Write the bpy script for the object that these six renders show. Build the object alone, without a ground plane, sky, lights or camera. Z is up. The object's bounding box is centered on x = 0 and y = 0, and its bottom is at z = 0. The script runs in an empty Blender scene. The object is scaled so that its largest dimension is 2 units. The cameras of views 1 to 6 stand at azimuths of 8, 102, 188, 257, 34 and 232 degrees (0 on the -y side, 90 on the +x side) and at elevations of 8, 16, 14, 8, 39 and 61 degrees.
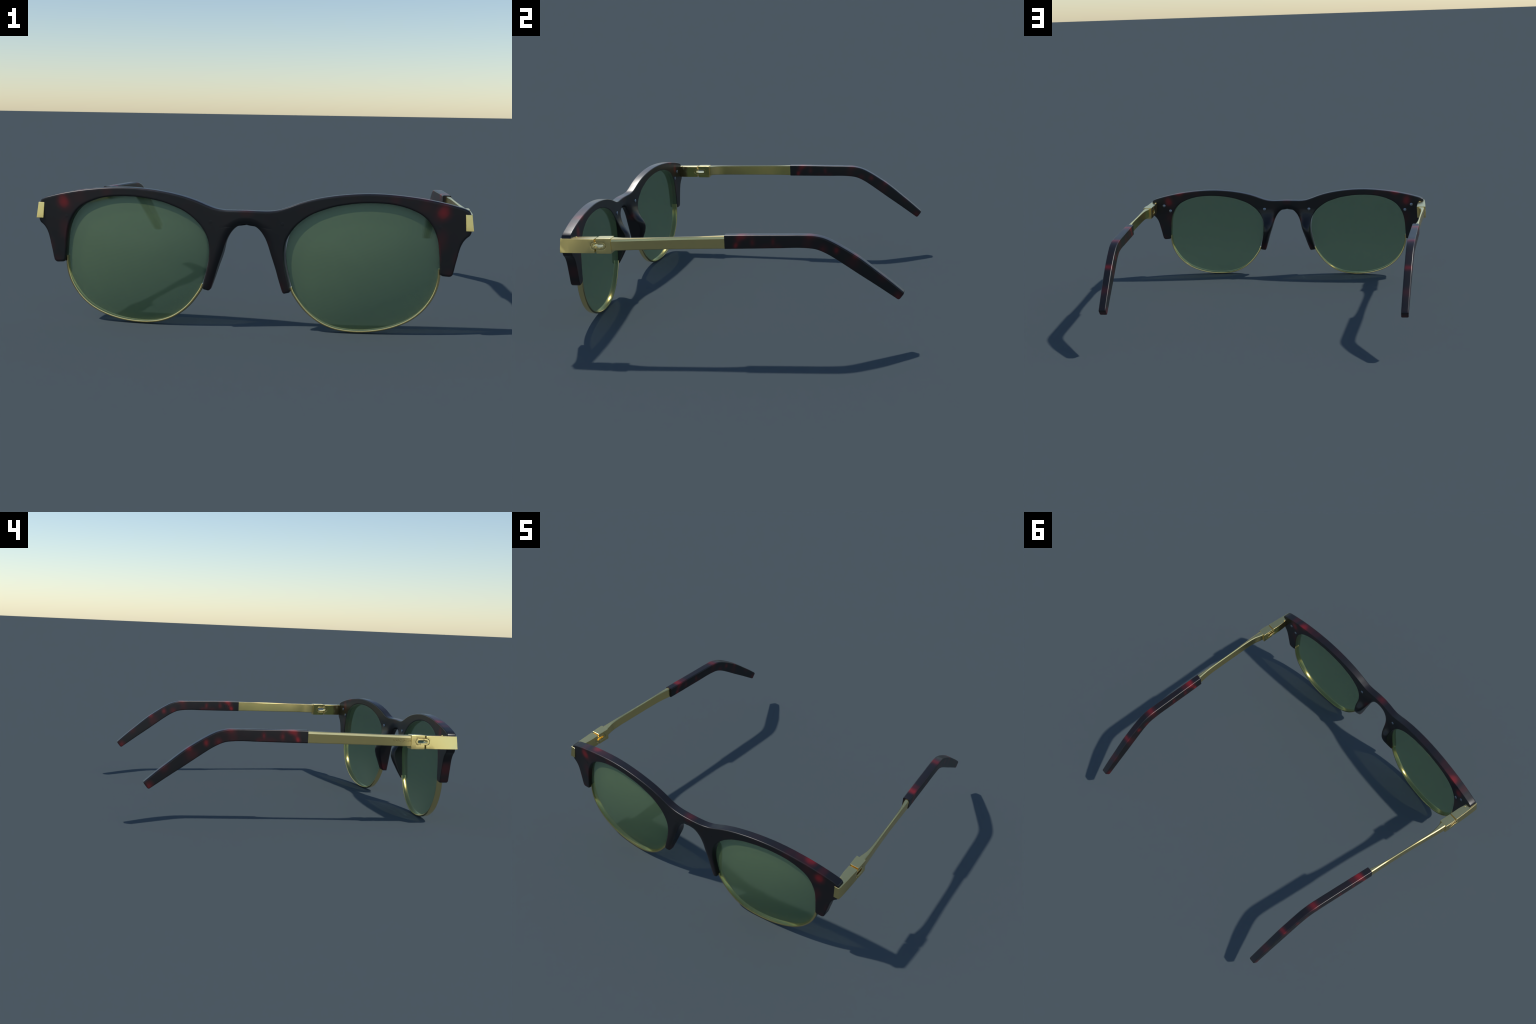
"""Brow-line sunglasses: dark tortoise brow frame, half-rim of gold, green glass,
gold hinge blocks and arms, tortoise temple tips.  Everything is modelled on the
+x side and mirrored; all objects keep their origin at the world origin, so the
Object texture coordinate is the same space for every part."""
import bpy, bmesh, math
import numpy as np
from mathutils import Vector

# ------------------------------------------------------------------ helpers
def catmull(pts, n=8, closed=False):
    """Centripetal-ish Catmull-Rom through 2D control points."""
    P = [np.array(p, float) for p in pts]
    if closed:
        Q = [P[-1]] + P + [P[0], P[1]]
    else:
        Q = [2 * P[0] - P[1]] + P + [2 * P[-1] - P[-2]]
    out = []
    for i in range(1, len(Q) - 2):
        p0, p1, p2, p3 = Q[i - 1:i + 3]
        d0, d1, d2 = (max(np.linalg.norm(b - a), 1e-6) for a, b in ((p0, p1), (p1, p2), (p2, p3)))
        m1 = (p2 - p1) - d1 * ((p2 - p0) / (d0 + d1) - (p1 - p0) / d0)
        m2 = (p2 - p1) + d1 * ((p3 - p2) / d2 - (p3 - p1) / (d1 + d2))
        # keep tangents tame where the spacing jumps
        for m in (m1, m2):
            l = np.linalg.norm(m)
            if l > 1.6 * d1:
                m *= 1.6 * d1 / l
        for k in range(n):
            t = k / n
            h = (2*t**3 - 3*t**2 + 1, t**3 - 2*t**2 + t, -2*t**3 + 3*t**2, t**3 - t**2)
            out.append(h[0]*p1 + h[1]*m1 + h[2]*p2 + h[3]*m2)
    if not closed:
        out.append(P[-1])
    return np.array(out)

def arclen(P):
    return np.concatenate([[0], np.cumsum(np.linalg.norm(np.diff(P, axis=0), axis=1))])

def at(P, L, s):
    return np.stack([np.interp(s, L, P[:, k]) for k in range(P.shape[1])], -1)

def nearest_s(P, L, q):
    Q = at(P, L, np.linspace(0, L[-1], 4000))
    return np.linspace(0, L[-1], 4000)[np.argmin(((Q - np.array(q))**2).sum(1))]

def dist_to(P, path):
    """Distance of every point in P (n,2) to a polyline."""
    a, b = path[:-1], path[1:]
    best = np.full(len(P), 1e9)
    for p, q in zip(a, b):
        d = q - p
        t = np.clip(((P - p) @ d) / max(d @ d, 1e-12), 0, 1)
        best = np.minimum(best, np.linalg.norm(P - (p + t[:, None] * d), axis=1))
    return best

def make(name, verts, faces, mat, parent=None, angle=35, mirror=False):
    verts = [tuple(map(float, v)) for v in verts]
    if mirror:
        verts = [(-x, y, z) for x, y, z in verts]
        faces = [tuple(reversed(f)) for f in faces]
    me = bpy.data.meshes.new(name)
    me.from_pydata(verts, [], [tuple(int(i) for i in f) for f in faces])
    bm = bmesh.new(); bm.from_mesh(me)
    bmesh.ops.remove_doubles(bm, verts=bm.verts, dist=1e-5)
    bmesh.ops.recalc_face_normals(bm, faces=bm.faces)
    bm.to_mesh(me); bm.free()
    me.shade_smooth() if hasattr(me, "shade_smooth") else None
    me.set_sharp_from_angle(angle=math.radians(angle))
    me.materials.append(mat)
    me.update()
    ob = bpy.data.objects.new(name, me)
    bpy.context.collection.objects.link(ob)
    ob.parent = parent
    return ob

def bevel_mesh(ob, width, segments=3, angle=40):
    me = ob.data
    bm = bmesh.new(); bm.from_mesh(me)
    ed = [e for e in bm.edges if len(e.link_faces) == 2 and e.calc_face_angle(0) > math.radians(angle)]
    bmesh.ops.bevel(bm, geom=ed, offset=width, segments=segments, profile=0.5, affect='EDGES', clamp_overlap=True)
    bm.to_mesh(me); bm.free()
    me.shade_smooth()
    me.set_sharp_from_angle(angle=math.radians(35))

def weighted(ob, sharp=None):
    """Area-weighted normals, so flat faces stay flat next to their rounded edges (modifier applied)."""
    if sharp is not None:
        ob.data.set_sharp_from_angle(angle=math.radians(sharp))
    md = ob.modifiers.new("wn", 'WEIGHTED_NORMAL'); md.weight = 60; md.keep_sharp = True
    bpy.context.view_layer.update()
    me = bpy.data.meshes.new_from_object(ob.evaluated_get(bpy.context.evaluated_depsgraph_get()))
    name = ob.data.name; old = ob.data
    ob.modifiers.clear(); ob.data = me; bpy.data.meshes.remove(old); me.name = name
    return ob

# ------------------------------------------------------------------ wrap of the front
FX = [0, .05, .09, .15, .21, .27, .38, .5, .6, .72, .83, .91, .99]
FY = [-.9025, -.901, -.897, -.8895, -.886, -.883, -.877, -.869, -.862, -.854, -.846, -.839, -.833]
BX = [0, .06, .15, .26, .38, .5, .63, .77, .88, .99]
BY = [-.852, -.850, -.841, -.834, -.826, -.817, -.806, -.796, -.788, -.780]
_fx = np.linspace(0, 1, 201)
def _smooth(xs, ys):
    y = np.interp(_fx, xs, ys); k = np.ones(15) / 15
    yp = np.concatenate([y[15:0:-1], y, 2*y[-1] - y[-2:-17:-1]])
    return np.convolve(yp, k, 'same')[15:15 + len(y)]
_fy, _by = _smooth(FX, FY), _smooth(BX, BY)
front_y = lambda x: np.interp(np.abs(x), _fx, _fy)
back_y = lambda x: np.interp(np.abs(x), _fx, _by)

# ------------------------------------------------------------------ outlines (x, z), right half
TOP = [(.0, .5395), (.02, .5393), (.058, .5387), (.109, .5395), (.142, .5445), (.176, .5555), (.233, .577), (.307, .598),
       (.381, .612), (.455, .621), (.548, .626), (.627, .624), (.70, .618), (.773, .609), (.847, .596),
       (.921, .579), (.965, .5655), (.978, .559)]
END = [(.984, .550), (.986, .50), (.988, .466), (.983, .455), (.968, .442), (.956, .427), (.946, .407),
       (.939, .384), (.933, .357), (.925, .322), (.919, .292), (.912, .268)]
ARCH = [(.0, .4770), (.012, .4768), (.026, .4748), (.042, .4685), (.056, .4575), (.067, .4450), (.079, .4270),
        (.090, .4050), (.100, .3780), (.108, .3520), (.117, .325), (.131, .283), (.144, .238), (.159, .190), (.166, .1695)]
OPENING = [(.861, .272), (.859, .300), (.857, .330), (.853, .380), (.845, .430), (.836, .457), (.820, .489), (.800, .516),
           (.772, .540), (.741, .556), (.701, .571), (.653, .582), (.604, .587), (.551, .588), (.483, .584),
           (.435, .577), (.386, .567), (.338, .551), (.294, .533), (.255, .508), (.222, .479), (.197, .447),
           (.178, .410), (.170, .365), (.172, .315), (.182, .265), (.193, .220), (.203, .1775)]
RIM = [(.862, .300), (.861, .262), (.853, .215), (.833, .165), (.795, .111), (.745, .067), (.687, .036),
       (.624, .015), (.565, .004), (.511, .0), (.451, .002), (.396, .012), (.345, .032), (.300, .061),
       (.259, .099), (.228, .139), (.204, .178), (.197, .196)]

# ------------------------------------------------------------------ materials
def new_mat(name):
    m = bpy.data.materials.new(name); m.use_nodes = True
    nt = m.node_tree; nt.nodes.clear()
    out = nt.nodes.new("ShaderNodeOutputMaterial"); b = nt.nodes.new("ShaderNodeBsdfPrincipled")
    nt.links.new(b.outputs[0], out.inputs[0])
    return m, nt, b

def tortoise(name, blobs, faint):
    """Near-black acetate with soft red spots; blobs: ((|x|,y,z), stretch, radius, strength)."""
    m, nt, b = new_mat(name); N, L = nt.nodes.new, nt.links.new
    tc = N("ShaderNodeTexCoord"); sep = N("ShaderNodeSeparateXYZ"); L(tc.outputs["Object"], sep.inputs[0])
    ab = N("ShaderNodeMath"); ab.operation = 'ABSOLUTE'; L(sep.outputs[0], ab.inputs[0])
    co = N("ShaderNodeCombineXYZ"); L(ab.outputs[0], co.inputs[0]); L(sep.outputs[1], co.inputs[1]); L(sep.outputs[2], co.inputs[2])
    nz = N("ShaderNodeTexNoise"); nz.inputs["Scale"].default_value = 22; nz.inputs["Detail"].default_value = 1
    L(co.outputs[0], nz.inputs["Vector"])
    ce = N("ShaderNodeVectorMath"); ce.operation = 'SUBTRACT'; L(nz.outputs["Color"], ce.inputs[0]); ce.inputs[1].default_value = (.5, .5, .5)
    sc = N("ShaderNodeVectorMath"); sc.operation = 'SCALE'; L(ce.outputs[0], sc.inputs[0]); sc.inputs["Scale"].default_value = .014
    wv = N("ShaderNodeVectorMath"); wv.operation = 'ADD'; L(co.outputs[0], wv.inputs[0]); L(sc.outputs[0], wv.inputs[1])
    prev = None
    for c, st, r, k in blobs:
        su = N("ShaderNodeVectorMath"); su.operation = 'SUBTRACT'; L(wv.outputs[0], su.inputs[0]); su.inputs[1].default_value = c
        mu = N("ShaderNodeVectorMath"); mu.operation = 'MULTIPLY'; L(su.outputs[0], mu.inputs[0]); mu.inputs[1].default_value = st
        le = N("ShaderNodeVectorMath"); le.operation = 'LENGTH'; L(mu.outputs[0], le.inputs[0])
        mr = N("ShaderNodeMapRange"); mr.interpolation_type = 'SMOOTHSTEP'
        mr.inputs["From Min"].default_value = 0; mr.inputs["From Max"].default_value = r
        mr.inputs["To Min"].default_value = k; mr.inputs["To Max"].default_value = 0
        L(le.outputs["Value"], mr.inputs["Value"])
        if prev is None:
            prev = mr.outputs[0]
        else:
            mx = N("ShaderNodeMath"); mx.operation = 'ADD'; mx.use_clamp = True
            L(prev, mx.inputs[0]); L(mr.outputs[0], mx.inputs[1]); prev = mx.outputs[0]
    # faint reddish clouding everywhere
    n2 = N("ShaderNodeTexNoise"); n2.inputs["Scale"].default_value = 9; n2.inputs["Detail"].default_value = 2
    L(co.outputs[0], n2.inputs["Vector"])
    r2 = N("ShaderNodeMapRange"); r2.inputs["From Min"].default_value = .45; r2.inputs["From Max"].default_value = .8
    r2.inputs["To Max"].default_value = faint; L(n2.outputs[0], r2.inputs["Value"])
    sm = N("ShaderNodeMath"); sm.operation = 'ADD'; sm.use_clamp = True; L(prev, sm.inputs[0]); L(r2.outputs[0], sm.inputs[1])
    ra = N("ShaderNodeValToRGB"); e = ra.color_ramp.elements
    e[0].position = 0; e[0].color = (.0090, .0080, .0090, 1)
    e[1].position = 1; e[1].color = (.270, .010, .014, 1)
    k = e.new(.35); k.color = (.050, .0075, .0095, 1)
    L(sm.outputs[0], ra.inputs[0]); L(ra.outputs[0], b.inputs["Base Color"])
    b.inputs["Roughness"].default_value = .33
    b.inputs["IOR"].default_value = 1.5
    return m

one = (1, 1, 1)
FRAME_SPOTS = [
    ((.867, -.815, .558), (1, .35, .75), .046, .75), ((.845, -.815, .535), (1, .3, 1), .050, .25),
    ((.785, -.800, .613), (.75, .6, 1.3), .045, .75), ((.725, -.81, .622), (.6, .5, 1.2), .040, .25),
    ((.655, -.83, .607), (.8, .4, 1), .035, .25),
    ((.862, -.815, .432), (1, .3, .5), .040, .25), ((.845, -.82, .38), (1.3, .3, .4), .035, .25),
    ((.930, -.81, .350), (1, .5, .6), .035, .25), ((.0, -.875, .540), (.75, .8, 1), .045, .42),
    ((.104, -.85, .400), (1.3, .6, .8), .030, .50), ((.160, -.83, .195), (1, .5, .7), .040, .40),
    ((.79, -.83, .578), (.7, .4, 1), .045, .18),
    ((.90, -.81, .285), (1, .5, 1), .035, .22),
]
TIP_SPOTS = [
    ((.92, .072, .506), (.1, 1, .9), .024, .75), ((.92, .084, .528), (.1, 1, .7), .030, .45),
    ((.92, .105, .556), (.1, .8, 1), .034, .85), ((.92, .150, .562), (.1, .8, 1.2), .030, .35),
    ((.92, .160, .527), (.1, 1.1, .7), .026, .45),
    ((.92, .262, .526), (.1, 1.2, .7), .026, .50), ((.92, .290, .498), (.1, .9, 1), .030, .32),
    ((.92, .225, .500), (.1, .6, 1), .030, .20),
    ((.91, .448, .560), (.1, .7, .9), .038, .55), ((.91, .430, .515), (.1, 1, .7), .040, .22),
    ((.90, .508, .487), (.1, 1, 1), .036, .40), ((.90, .572, .480), (.1, 1, .8), .026, .62),
    ((.89, .668, .450), (.1, 1, 1), .034, .55), ((.89, .650, .415), (.1, .8, .8), .040, .25),
    ((.86, .872, .240), (.1, 1, 1), .042, .48), ((.87, .80, .345), (.1, .8, .8), .035, .25),
]
M_FRAME = tortoise("tortoise_frame", FRAME_SPOTS, .06)
M_TIP = tortoise("tortoise_tip", TIP_SPOTS, .08)

def gold(name, rough, col):
    m, nt, b = new_mat(name); N, L = nt.nodes.new, nt.links.new
    tc = N("ShaderNodeTexCoord"); nz = N("ShaderNodeTexNoise"); nz.inputs["Scale"].default_value = 40
    L(tc.outputs["Object"], nz.inputs["Vector"])
    mr = N("ShaderNodeMapRange"); mr.inputs["To Min"].default_value = rough * .98; mr.inputs["To Max"].default_value = rough * 1.02
    L(nz.outputs[0], mr.inputs["Value"]); L(mr.outputs[0], b.inputs["Roughness"])
    b.inputs["Base Color"].default_value = (*col, 1); b.inputs["Metallic"].default_value = 1
    return m
M_GOLD = gold("polished_gold", .23, (1.0, .775, .320))
M_RIM = gold("rim_gold", .20, (.88, .69, .31))  # arm gold with base colour darkened to tone down the rim's sun glint
M_DEEP = gold("engraved_gold", .35, (.40, .30, .12))
M_STEEL = gold("steel", .40, (.34, .38, .44))

m, nt, b = new_mat("green_glass"); M_GLASS = m
N, L = nt.nodes.new, nt.links.new
tc = N("ShaderNodeTexCoord"); nz = N("ShaderNodeTexNoise"); nz.inputs["Scale"].default_value = 3
L(tc.outputs["Object"], nz.inputs["Vector"])
ra = N("ShaderNodeValToRGB"); e = ra.color_ramp.elements
e[0].color = (.34, .495, .235, 1); e[1].color = (.36, .515, .245, 1)
L(nz.outputs[0], ra.inputs[0]); L(ra.outputs[0], b.inputs["Base Color"])
b.inputs["Roughness"].default_value = .30; b.inputs["IOR"].default_value = 1.5
# most light passes through: partly refracted, partly straight
rf = N("ShaderNodeBsdfRefraction"); rf.inputs["Color"].default_value = (.31, .465, .53, 1)
rf.inputs["Roughness"].default_value = 0; rf.inputs["IOR"].default_value = 1.02
tr = N("ShaderNodeBsdfTransparent"); tr.inputs[0].default_value = (1, .98, .75, 1)
m1 = N("ShaderNodeMixShader"); m1.inputs[0].default_value = .68
L(b.outputs[0], m1.inputs[1]); L(rf.outputs[0], m1.inputs[2])
mx = N("ShaderNodeMixShader"); mx.inputs[0].default_value = .35
L(m1.outputs[0], mx.inputs[1]); L(tr.outputs[0], mx.inputs[2])
L(mx.outputs[0], [q for q in nt.nodes if q.type == 'OUTPUT_MATERIAL'][0].inputs[0])

# ------------------------------------------------------------------ the thing
root = bpy.data.objects.new("sunglasses", None)
root.empty_display_size = .2
bpy.context.collection.objects.link(root)
root["label"] = "browline sunglasses with tortoise frame, gold arms and green lenses"
root["category"] = "sunglasses"

# ------------------------------------------------------------------ brow frame
def build_frame():
    top = catmull([(x, z + .0025) for x, z in TOP], 6); end = catmull(END, 6); arch = catmull(ARCH, 6)
    outer_a = np.concatenate([top, end])[::-1]                 # end piece foot -> centre top
    cut = np.stack([np.zeros(9), np.linspace(.5420, .4770, 9)], 1)[1:-1]
    outer = np.concatenate([outer_a, cut, arch])
    inner = catmull(OPENING, 6)
    Lo, Li = arclen(outer), arclen(inner)
    keys = [((.853, .38), (.939, .384)), ((.838, .452), (.985, .458)), ((.805, .510), (.984, .552)),
            ((.741, .556), (.80, .604)), ((.551, .588), (.548, .626)), ((.338, .551), (.30, .596)),
            ((.240, .496), (.142, .5445)), ((.212, .467), (0, .5420)), ((.199, .449), (0, .4770)),
            ((.180, .415), (.079, .427)), ((.172, .315), (.121, .315))]
    ki = [0] + [nearest_s(inner, Li, a) for a, _ in keys] + [Li[-1]]
    ko = [0] + [nearest_s(outer, Lo, c) for _, c in keys] + [Lo[-1]]
    ko[8], ko[9] = Lo[len(outer_a) - 1], Lo[len(outer_a) + len(cut)]   # the two centre corners, exactly
    # stations: dense along the outer edge, with the two centre corners hit exactly
    st = np.unique(np.concatenate([np.linspace(a, c, max(4, int((c - a) / .0042)), endpoint=True) for a, c in zip(ko[:-1], ko[1:])]
                                  + [ko[8] + np.array([.0007, .0018, .0032, .0048, .0066]), ko[9] - np.array([.0008, .002, .004, .007, .011])]).round(6))
    O = at(outer, Lo, st); I = at(inner, Li, np.interp(st, ko, ki))
    O[np.abs(O[:, 0]) < .0015, 0] = 0                            # weld on the mirror plane
    nU = len(st)
    e = np.array([0, .012, .03, .055, .09, .14, .2, .28, .38, .5])
    V = np.concatenate([e, 1 - e[-2::-1]]); nV = len(V)
    G = I[:, None] * (1 - V)[None, :, None] + O[:, None] * V[None, :, None]
    # round the feet of both legs in plan
    for side in (0, 1):
        rows = range(6) if side == 0 else range(nU - 6, nU)
        base = G[0 if side == 0 else -1].copy(); deep = G[6 if side == 0 else -7]
        for r in rows:
            k = (r if side == 0 else nU - 1 - r) / 6
            lift = np.abs(2 * V - 1)**6 * .010 * (1 - k)**2
            up = deep - base; up /= np.linalg.norm(up, axis=1)[:, None]
            G[r] += up * lift[:, None]
    P = G.reshape(-1, 2)
    cap0, cap1 = G[0], G[-1]
    dA = dist_to(P, outer_a); dC = dist_to(P, arch); dI = dist_to(P, inner)
    dK = np.minimum(dist_to(P, cap0), dist_to(P, cap1))
    def rnd(d, r, h):
        t = np.clip(1 - d / r, 0, 1)
        return h * (1 - np.sqrt(np.clip(1 - t * t, 0, 1)))
    x, z = P[:, 0], P[:, 1]
    leg = np.clip((.42 - z) / .10, 0, 1) * (x < .3)            # the nose legs
    leg = leg * leg * (3 - 2 * leg)
    F = np.maximum.reduce([rnd(dA, .0075, .007), rnd(dC, .034, .020), rnd(dI, .007, .006), rnd(dK, .009, .008)])
    B = np.maximum.reduce([rnd(dA, .005, .0045), rnd(dC, .040, .022) * (1 - .55 * leg), rnd(dI, .006, .005), rnd(dK, .009, .008)])
    yf = front_y(x) + F
    # nose pads: the legs swell backwards
    pz = [.160, .172, .180, .219, .255, .285, .310, .327, .345, .360, .375, .390, .405, .425, .450, .48]
    py = [-.858, -.850, -.842, -.820, -.802, -.787, -.779, -.777, -.780, -.786, -.799, -.811, -.820, -.829, -.8365, -.8405]
    zs = np.linspace(.14, .56, 421); kern = np.hanning(27); kern /= kern.sum()
    prof_z = np.convolve(np.pad(np.interp(zs, pz, py), 13, mode='edge'), kern, 'valid')
    pad = np.interp(z, zs, prof_z) - prof_z[-1]
    v = np.tile(V, nU)
    prof = 1 - .30 * np.abs(2 * v - 1)**2.2
    near = np.clip((.245 - x) / .04, 0, 1) * np.clip((x - .05) / .05, 0, 1)
    yb = back_y(x) - B + pad * prof * near
    nP = len(P)
    verts = np.concatenate([np.stack([x, yf, z], 1), np.stack([x, yb, z], 1)])
    # the side wall gets two extra loops through its depth
    faces = []
    idx = lambda u, w: u * nV + w
    for u in range(nU - 1):
        for w in range(nV - 1):
            q = (idx(u, w), idx(u + 1, w), idx(u + 1, w + 1), idx(u, w + 1))
            faces.append(q); faces.append(tuple(i + nP for i in reversed(q)))
    loop = [idx(u, 0) for u in range(nU)] + [idx(nU - 1, w) for w in range(1, nV)]
    loop += [idx(u, nV - 1) for u in range(nU - 2, -1, -1)] + [idx(0, w) for w in range(nV - 2, 0, -1)]
    for a, c in zip(loop, loop[1:] + loop[:1]):
        if abs(verts[a][0]) < 1e-6 and abs(verts[c][0]) < 1e-6:
            continue                                           # open at the mirror plane
        faces.append((a, c, c + nP, a + nP))
    # mirror
    M = verts.copy(); M[:, 0] *= -1
    n2 = len(verts)
    faces += [tuple(i + n2 for i in reversed(f)) for f in faces]
    return make("brow_frame", np.concatenate([verts, M]), faces, M_FRAME, root, angle=60)
frame = weighted(build_frame(), 75)

# rivets on the back of the frame
def disc(name, c, axis, r, h, mat, parent, mirror):
    n, rows = 24, [(r, -.004), (r, h * .5), (r * .85, h * .85), (r * .5, h)]
    a = Vector(axis).normalized(); t = a.orthogonal().normalized(); s = a.cross(t)
    V, Fc = [], []
    for rr, hh in rows:
        for i in range(n):
            ang = 2 * math.pi * i / n
            V.append(tuple(Vector(c) + a * hh + t * rr * math.cos(ang) + s * rr * math.sin(ang)))
    V.append(tuple(Vector(c) + a * h)); top = len(V) - 1
    for k in range(len(rows) - 1):
        for i in range(n):
            j = (i + 1) % n
            Fc.append((k * n + i, k * n + j, (k + 1) * n + j, (k + 1) * n + i))
    k = (len(rows) - 1) * n
    Fc += [(k + i, k + (i + 1) % n, top) for i in range(n)]
    Fc.append(tuple(range(n - 1, -1, -1)))
    return make(name, V, Fc, mat, parent, mirror=mirror)
for x, z in ((.898, .522), (.853, .484), (.163, .482)):
    for mi in (False, True):
        disc("rivet", (x, float(back_y(x)), z), (-.07, 1, 0), .0105, .0045, M_STEEL, frame, mi)
        if x < .86:                                            # plugged front end of the rivet hole
            disc("rivet_plug", (x, float(front_y(x)), z + .004), (.07, -1, 0), .0085, .0004, M_FRAME, frame, mi)

# ------------------------------------------------------------------ gold half rims
def build_rim(mi):
    path = catmull(RIM, 8)
    path[:, 0] = .515 + (path[:, 0] - .515) * 1.006
    tan = np.gradient(path, axis=0); tan /= np.linalg.norm(tan, axis=1)[:, None]
    nor = np.stack([-tan[:, 1], tan[:, 0]], 1)                  # points into the lens
    cen = np.array([.515, .295])
    if ((cen - path[len(path)//2]) @ nor[len(path)//2]) < 0: nor = -nor
    # section: (inset, depth fraction); outer face softly rounded, groove on the inside
    sec = [(.0035, .02), (.0010, .14), (0, .35), (0, .7), (.0008, .90), (.0030, 1), (.0078, 1.0), (.0100, .97),
           (.0114, .90), (.0120, .12), (.0114, .03), (.0095, 0)]
    V, Fc, n = [], [], len(sec)
    for p, m_ in zip(path, nor):
        for a, d in sec:
            q = p + m_ * a
            y0, y1 = front_y(q[0]) + .0165, back_y(q[0]) - .003
            V.append((q[0], y0 + (y1 - y0) * d, q[1]))
    for i in range(len(path) - 1):
        for k in range(n):
            j = (k + 1) % n
            Fc.append((i * n + k, i * n + j, (i + 1) * n + j, (i + 1) * n + k))
    Fc.append(tuple(range(n))); Fc.append(tuple((len(path) - 1) * n + k for k in range(n)))
    return make("rim", V, Fc, M_RIM, root, mirror=mi, angle=50)
for mi in (False, True): build_rim(mi)

# ------------------------------------------------------------------ lenses
FRONT_EDGE, FRONT_DOME = .026, .057        # recess of the lens edge, bulge of its middle
BACK_EDGE, BACK_DOME = .0015, .048
def build_lens(mi):
    cen = np.array([.515, .298])
    lo = [(cen + (np.array(p) - cen) * (1 - .0055 / np.linalg.norm(np.array(p) - cen))) for p in RIM[2:-2]]
    up = [np.array(p) for p in OPENING[1:-1]]
    up = [p + (cen - p) / np.linalg.norm(cen - p) * (.0065 if p[0] < .2 and p[1] < .43 else -.002) for p in up]
    loop = catmull(list(up)[::-1] + list(lo), 5, closed=True)
    lp = np.concatenate([loop, loop[:1]]); Ls = arclen(lp)
    n = 200
    ring0 = at(lp, Ls, np.linspace(0, Ls[-1], n, endpoint=False))
    ring0 = sum(np.roll(ring0, k, 0) for k in range(-2, 3)) / 5
    rho = np.concatenate([[1, .9965, .988, .97], np.linspace(.94, .06, 18)])
    nl = len(rho)
    # wrap along the lens is taken as a plain tilt plus the dome
    tilt_f = np.polyfit([.17, .5, .86], front_y(np.array([.17, .5, .86])), 1)
    tilt_b = np.polyfit([.17, .5, .86], back_y(np.array([.17, .5, .86])), 1)
    V, Fc = [], []
    for side in (0, 1):
        for r in rho:
            P = cen + (ring0 - cen) * r
            soft = .0025 * max(0, 1 - (1 - r) / .012)**2
            k = 1 - (.55 * r * r + .45 * (((P - cen) / np.array([.35, .30]))**2).sum(1))
            y = (np.polyval(tilt_f, P[:, 0]) + FRONT_EDGE - FRONT_DOME * k + soft) if side == 0 else \
                (np.polyval(tilt_b, P[:, 0]) - BACK_EDGE - BACK_DOME * k - soft)
            V += [(p[0], yy, p[1]) for p, yy in zip(P, y)]
        V.append((cen[0], (np.polyval(tilt_f, cen[0]) + FRONT_EDGE - FRONT_DOME) if side == 0 else (np.polyval(tilt_b, cen[0]) - BACK_EDGE - BACK_DOME), cen[1]))
    off = nl * n + 1
    for side in (0, 1):
        o = side * off
        for l in range(nl - 1):
            for i in range(n):
                j = (i + 1) % n
                Fc.append((o + l*n + i, o + l*n + j, o + (l+1)*n + j, o + (l+1)*n + i))
        for i in range(n):
            Fc.append((o + (nl-1)*n + i, o + (nl-1)*n + (i+1) % n, o + nl*n))
    for i in range(n):
        j = (i + 1) % n
        Fc.append((i, j, off + j, off + i))
    return make("lens", V, Fc, M_GLASS, root, mirror=mi, angle=40)
for mi in (False, True): build_lens(mi)

# ------------------------------------------------------------------ gold end blocks and hinge
out_x = lambda y, z: np.interp(y, [-.84, -.82, -.75, -.60, -.56], [.9975, 1.0, 1.0, .997, .995]) - np.interp(y, [-.84, -.75, -.62, -.56], [.135, .105, .058, .050]) * max(0, z - .475)
in_x = lambda y, z: np.interp(y, [-.84, -.80, -.775, -.72, -.65, -.56], [.964, .960, .952, .944, .942, .937]) - .05 * (z - .475)

def slab(name, poly, mat, parent, mi, ox=0.0, ix=0.0, bevel=.0022):
    """Polygon in the (y, z) side view, extruded between the inner and outer faces of the hinge."""
    # refine long edges so the plan curve is followed
    pts = []
    for (a, c) in zip(poly, poly[1:] + poly[:1]):
        k = max(1, int(math.dist(a, c) / .02))
        pts += [(a[0] + (c[0]-a[0])*t/k, a[1] + (c[1]-a[1])*t/k) for t in range(k)]
    n = len(pts)
    V = [(in_x(y, z) + ix, y, z) for y, z in pts] + [(out_x(y, z) + ox, y, z) for y, z in pts]
    Fc = [tuple(range(n)), tuple(range(2*n - 1, n - 1, -1))] + [(i, (i+1) % n, n + (i+1) % n, n + i) for i in range(n)]
    ob = make(name, V, Fc, mat, parent, mirror=mi)
    bm = bmesh.new(); bm.from_mesh(ob.data)
    ed = [e for e in bm.edges if e.calc_face_angle(0) > math.radians(40)]
    bmesh.ops.bevel(bm, geom=ed, offset=bevel, segments=2, profile=.5, affect='EDGES', clamp_overlap=True)
    bmesh.ops.triangulate(bm, faces=[f for f in bm.faces if len(f.verts) > 4])
    bm.to_mesh(ob.data); bm.free()
    ob.data.shade_smooth()
    return weighted(ob, 80)

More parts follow.
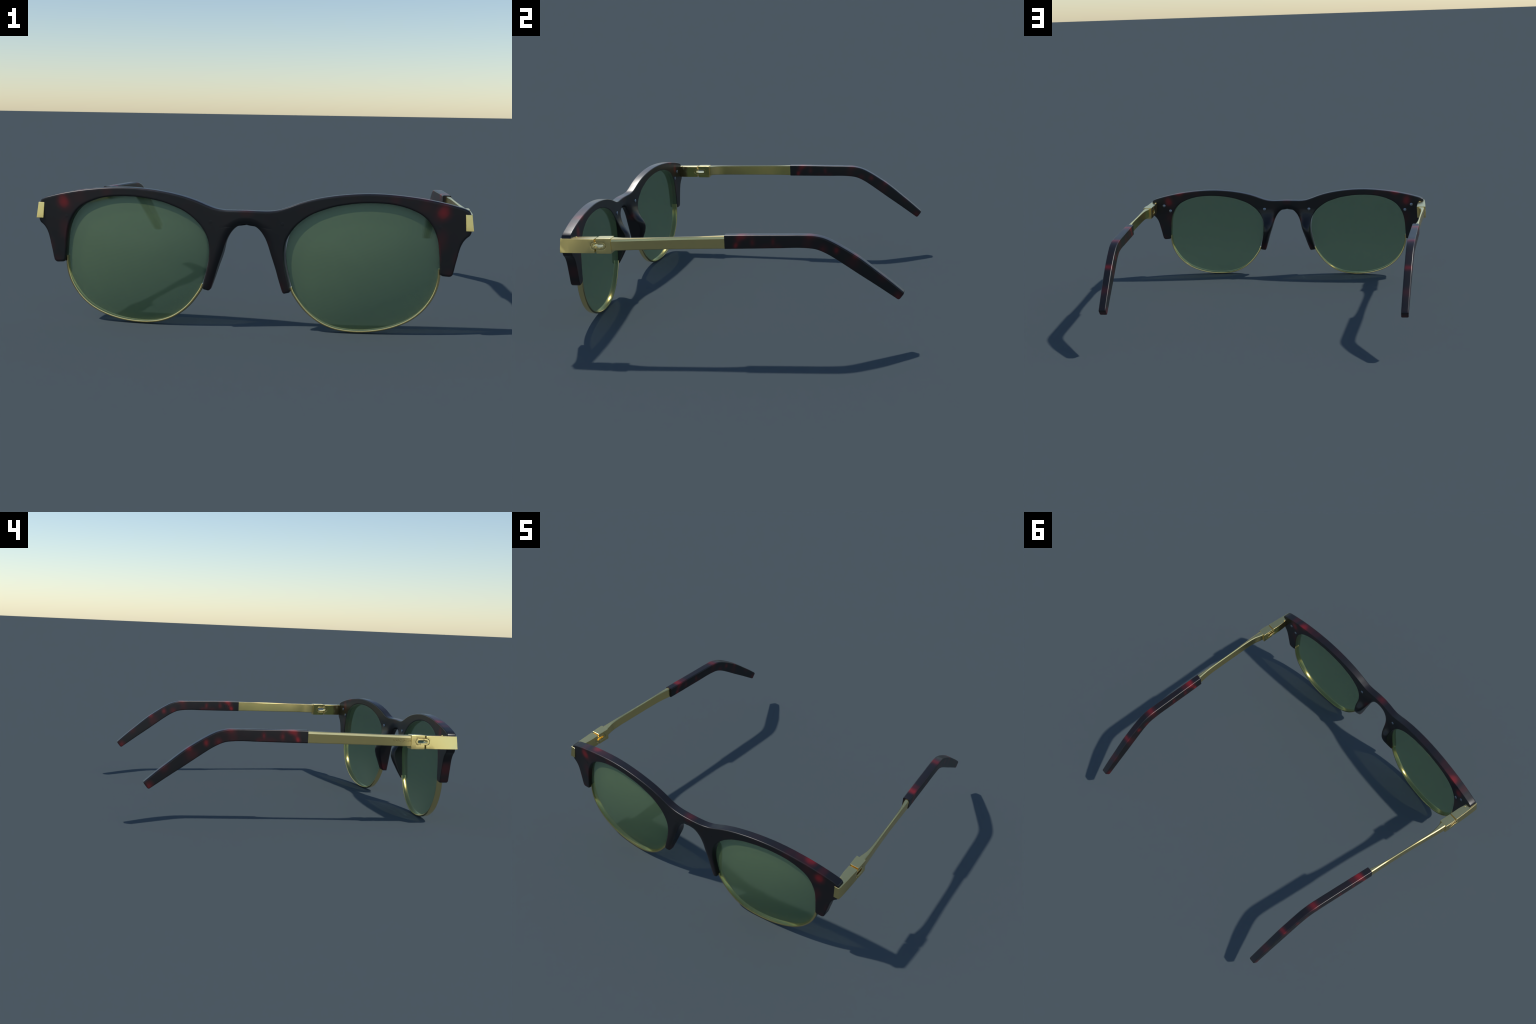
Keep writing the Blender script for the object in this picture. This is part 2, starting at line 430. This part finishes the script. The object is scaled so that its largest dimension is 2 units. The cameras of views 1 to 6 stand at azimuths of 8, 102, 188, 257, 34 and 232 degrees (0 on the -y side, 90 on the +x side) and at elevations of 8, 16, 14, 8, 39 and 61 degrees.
SC, SZ = (-.631, .5135), None            # slot centre
def stadium(hl, hr, a0, a1, n=10):
    """Points of a stadium (half length hl, end radius hr) between two angles, counter-clockwise from +y."""
    P = []
    for k in range(n + 1):
        a = a0 + (a1 - a0) * k / n
        cy = (hl - hr) * (1 if math.cos(a) > 1e-9 else -1 if math.cos(a) < -1e-9 else 0)
        P.append((SC[0] + cy + hr * math.cos(a), SC[1] + hr * math.sin(a)))
    return P
HL, HR = .0415, .0190                    # recess that holds the link
GAP = (-.6520, -.6435)
ZB, ZT = .4745, .5475
def hinge(mi):
    r = .0195
    left = stadium(HL, HR, math.radians(90.1), math.radians(269.9))
    right = stadium(HL, HR, math.radians(-89.9), math.radians(89.9))
    fb = [(-.8425, ZB), (GAP[0], ZB)] + [(GAP[0], SC[1] - HR)] + left[::-1][1:-1] + [(GAP[0], SC[1] + HR)] + [(GAP[0], ZT), (-.8365, ZT)]
    front = slab("end_block", fb, M_GOLD, root, mi, bevel=.0016)
    zt2, zb2 = ZT + .003, ZB - .002
    rb = [(GAP[1], zb2), (-.564, zb2), (-.564, zt2), (GAP[1], zt2), (GAP[1], SC[1] + HR)] + right[::-1][0:] + [(GAP[1], SC[1] - HR)]
    rb = [rb[0], rb[1], rb[2], rb[3], (GAP[1], SC[1] + HR)] + [p for p in right[::-1]] + [(GAP[1], SC[1] - HR)]
    # link: two interlocked hooks around an open slot
    g = .0011
    def hook(y_top, y_bot, sgn):
        o = dict(hl=HL - g, hr=HR - g); i = dict(hl=.0285, hr=.0088)
        a0, a1 = (-89.9, 89.9) if sgn > 0 else (90.1, 269.9)
        oo = stadium(**o, a0=math.radians(a0), a1=math.radians(a1)); ii = stadium(**i, a0=math.radians(a0), a1=math.radians(a1))
        if sgn > 0:
            return [(y_bot, SC[1] - o["hr"])] + oo + [(y_top, SC[1] + o["hr"]), (y_top, SC[1] + i["hr"])] + ii[::-1] + [(y_bot, SC[1] - i["hr"])]
        return [(y_top, SC[1] + o["hr"])] + oo + [(y_bot, SC[1] - o["hr"]), (y_bot, SC[1] - i["hr"])] + ii[::-1] + [(y_top, SC[1] + i["hr"])]
    slab("hinge_hook", hook(-.6385, -.6175, -1), M_GOLD, front, mi, ox=-.0005, ix=.0005, bevel=.0011)
    disc("pin", (.955, -.762, ZT), (0, 0, 1), .0055, .003, M_GOLD, front, mi)
    return front, rb, hook(-.6370, -.6160, 1)

# ------------------------------------------------------------------ arms
ARM_Y = [-.570, -.545, -.520, -.485, -.451, -.41, -.372, -.30, -.243, -.18, -.12, -.08, -.052, -.030, -.010, .010, .035]
ARM_T = [.0400, .0365, .0275, .0205, .0172, .0150, .0138, .0122, .0115, .0115, .0125, .0145, .0170, .0195, .0225, .0260, .0290]
def build_arm(mi):
    V, Fc = [], []
    ys = np.linspace(ARM_Y[0], ARM_Y[-1], 64)
    th = np.convolve(np.pad(np.interp(ys, ARM_Y, ARM_T), 2, mode='edge'), np.ones(5) / 5, 'valid')
    n = 12
    th = th + .0015
    for y, t in zip(ys, th):
        f = (y + .565) / .583
        xo = .9885 + (.9400 - .9885) * f - .0055 * math.sin(math.pi * min(1, max(0, f))); zb = .4865 + .0045 * f; zt = .5475 + .0085 * f
        c = min(.0085, t * .55); ci = min(.004, t * .25)
        tilt = lambda z: -float(np.interp(f, [0, .10, .3, 1], [.040, -.010, -.035, -.030])) * (z - zb)
        sec = [(xo - .0035, zb), (xo - .0010, zb + .001), (xo, zb + .004), (xo, zt - .0135), (xo - .0006, zt - .0115), (xo - min(.0035, c*.6), zt - .0030), (xo - c, zt),
               (xo - t + ci, zt), (xo - t, zt - .0045), (xo - t, zb + .004), (xo - t + .0012, zb + .001), (xo - t + .0035, zb)]
        V += [(x + tilt(z), y, z) for x, z in sec]
    for i in range(len(ys) - 1):
        for k in range(n):
            j = (k + 1) % n
            Fc.append((i*n + k, i*n + j, (i+1)*n + j, (i+1)*n + k))
    Fc.append(tuple(range(n))); Fc.append(tuple((len(ys)-1)*n + k for k in range(n)))
    return weighted(make("temple_arm", V, Fc, M_GOLD, root, mirror=mi), 14)

# ------------------------------------------------------------------ temple tips
TIP_TOP = [(.018, .5605), (.10, .5605), (.20, .560), (.30, .559), (.40, .558), (.455, .5555), (.512, .5425), (.57, .514), (.62, .4835), (.68, .4435), (.78, .3635), (.84, .314), (.8987, .2625)]
TIP_BOT = [(.018, .4900), (.10, .4903), (.20, .491), (.30, .4918), (.385, .493), (.425, .4912), (.472, .4845), (.527, .460), (.566, .4355), (.61, .405), (.678, .357), (.778, .288), (.830, .2510), (.8687, .2235)]
def build_tip(mi):
    a, c = catmull(TIP_TOP, 8), catmull(TIP_BOT[:9] + TIP_BOT[9:], 8)
    La, Lc = arclen(a), arclen(c)
    s = np.linspace(0, 1, 90)
    # bend of top and bottom line up where both start to turn
    A = at(a, La, np.interp(s, [0, .45, .62, 1], [0, nearest_s(a, La, (.43, .557)), nearest_s(a, La, (.60, .495)), La[-1]]))
    C = at(c, Lc, np.interp(s, [0, .45, .62, 1], [0, nearest_s(c, Lc, (.41, .492)), nearest_s(c, Lc, (.556, .442)), Lc[-1]]))
    V, Fc = [], []
    rows = []
    for k, (t, p, q) in enumerate(zip(s, A, C)):
        mid = (p + q) / 2; rows.append((mid, p - mid))
    # rounded end: add shrinking rows
    d = rows[-1][0] - rows[-2][0]; d /= np.linalg.norm(d)
    m0, h0 = rows[-1]
    tail = [(.004, .93, .985), (.0065, .82, .955), (.008, .66, .90)]
    full = [(m_, h_, 1, 1) for m_, h_ in rows] + [(m0 + d * l, h0, f, g) for l, f, g in tail]
    r = .0068; n = 16
    for m_, h_, f, g in full:
        hh = np.linalg.norm(h_); u = h_ / hh; hh *= f
        y, z = m_
        xc = np.interp(y, [.018, .44, .88], [.9215, .8900, .8545]); w = np.interp(y, [.018, .44, .88], [.0218, .0243, .0210]) * g
        lean = -.012
        for cx, cz, a0 in ((1, 1, 0), (-1, 1, 90), (-1, -1, 180), (1, -1, 270)):
            for b_ in range(4):
                an = math.radians(a0 + b_ * 30)
                lx = cx * (w - r) + r * math.cos(an); lz = cz * (hh - r) + r * math.sin(an)
                V.append((xc + lx + lean * lz, y + u[0] * lz, z + u[1] * lz))
    R = len(full)
    for i in range(R - 1):
        for k in range(n):
            j = (k + 1) % n
            Fc.append((i*n + k, i*n + j, (i+1)*n + j, (i+1)*n + k))
    Fc.append(tuple(range(n))); Fc.append(tuple((R-1)*n + k for k in range(n)))
    return weighted(make("temple_tip", V, Fc, M_TIP, None, mirror=mi, angle=45), 60)

for mi in (False, True):
    front, rb, hk = hinge(mi)
    arm = build_arm(mi)
    slab("hinge_block", rb, M_GOLD, arm, mi, ox=-.0005, bevel=.0016)
    slab("hinge_hook", hk, M_GOLD, arm, mi, ox=-.0005, ix=.0005, bevel=.0011)
    build_tip(mi).parent = arm
    if mi:                                                     # shallow engraving beside the hinge
        cu = bpy.data.curves.new("engraving", 'FONT'); cu.body = "MARC JACOBS"
        cu.size = .0160; cu.extrude = .0004; cu.space_character = 1.15
        tmp = bpy.data.objects.new("engraving_text", cu); bpy.context.collection.objects.link(tmp)
        bpy.context.view_layer.update()
        me = bpy.data.meshes.new_from_object(tmp.evaluated_get(bpy.context.evaluated_depsgraph_get()))
        bpy.data.objects.remove(tmp)
        wid = max(v.co.x for v in me.vertices)
        y0 = -.577 + wid                                       # text runs towards the hinge
        for v in me.vertices:
            y = y0 - v.co.x; z = .5135 + v.co.y
            f = (y + .565) / .583; zb = .4865 + .0045 * f
            xo = .9885 + (.9400 - .9885) * f - .0055 * math.sin(math.pi * min(1, max(0, f))) - float(np.interp(f, [0, .10, .3, 1], [.040, -.010, -.035, -.030])) * (z - zb)
            v.co = (-(xo + .0001 + v.co.z * .5), y, z)
        me.materials.clear(); me.materials.append(M_DEEP)
        tx = bpy.data.objects.new("engraving", me); bpy.context.collection.objects.link(tx); tx.parent = arm
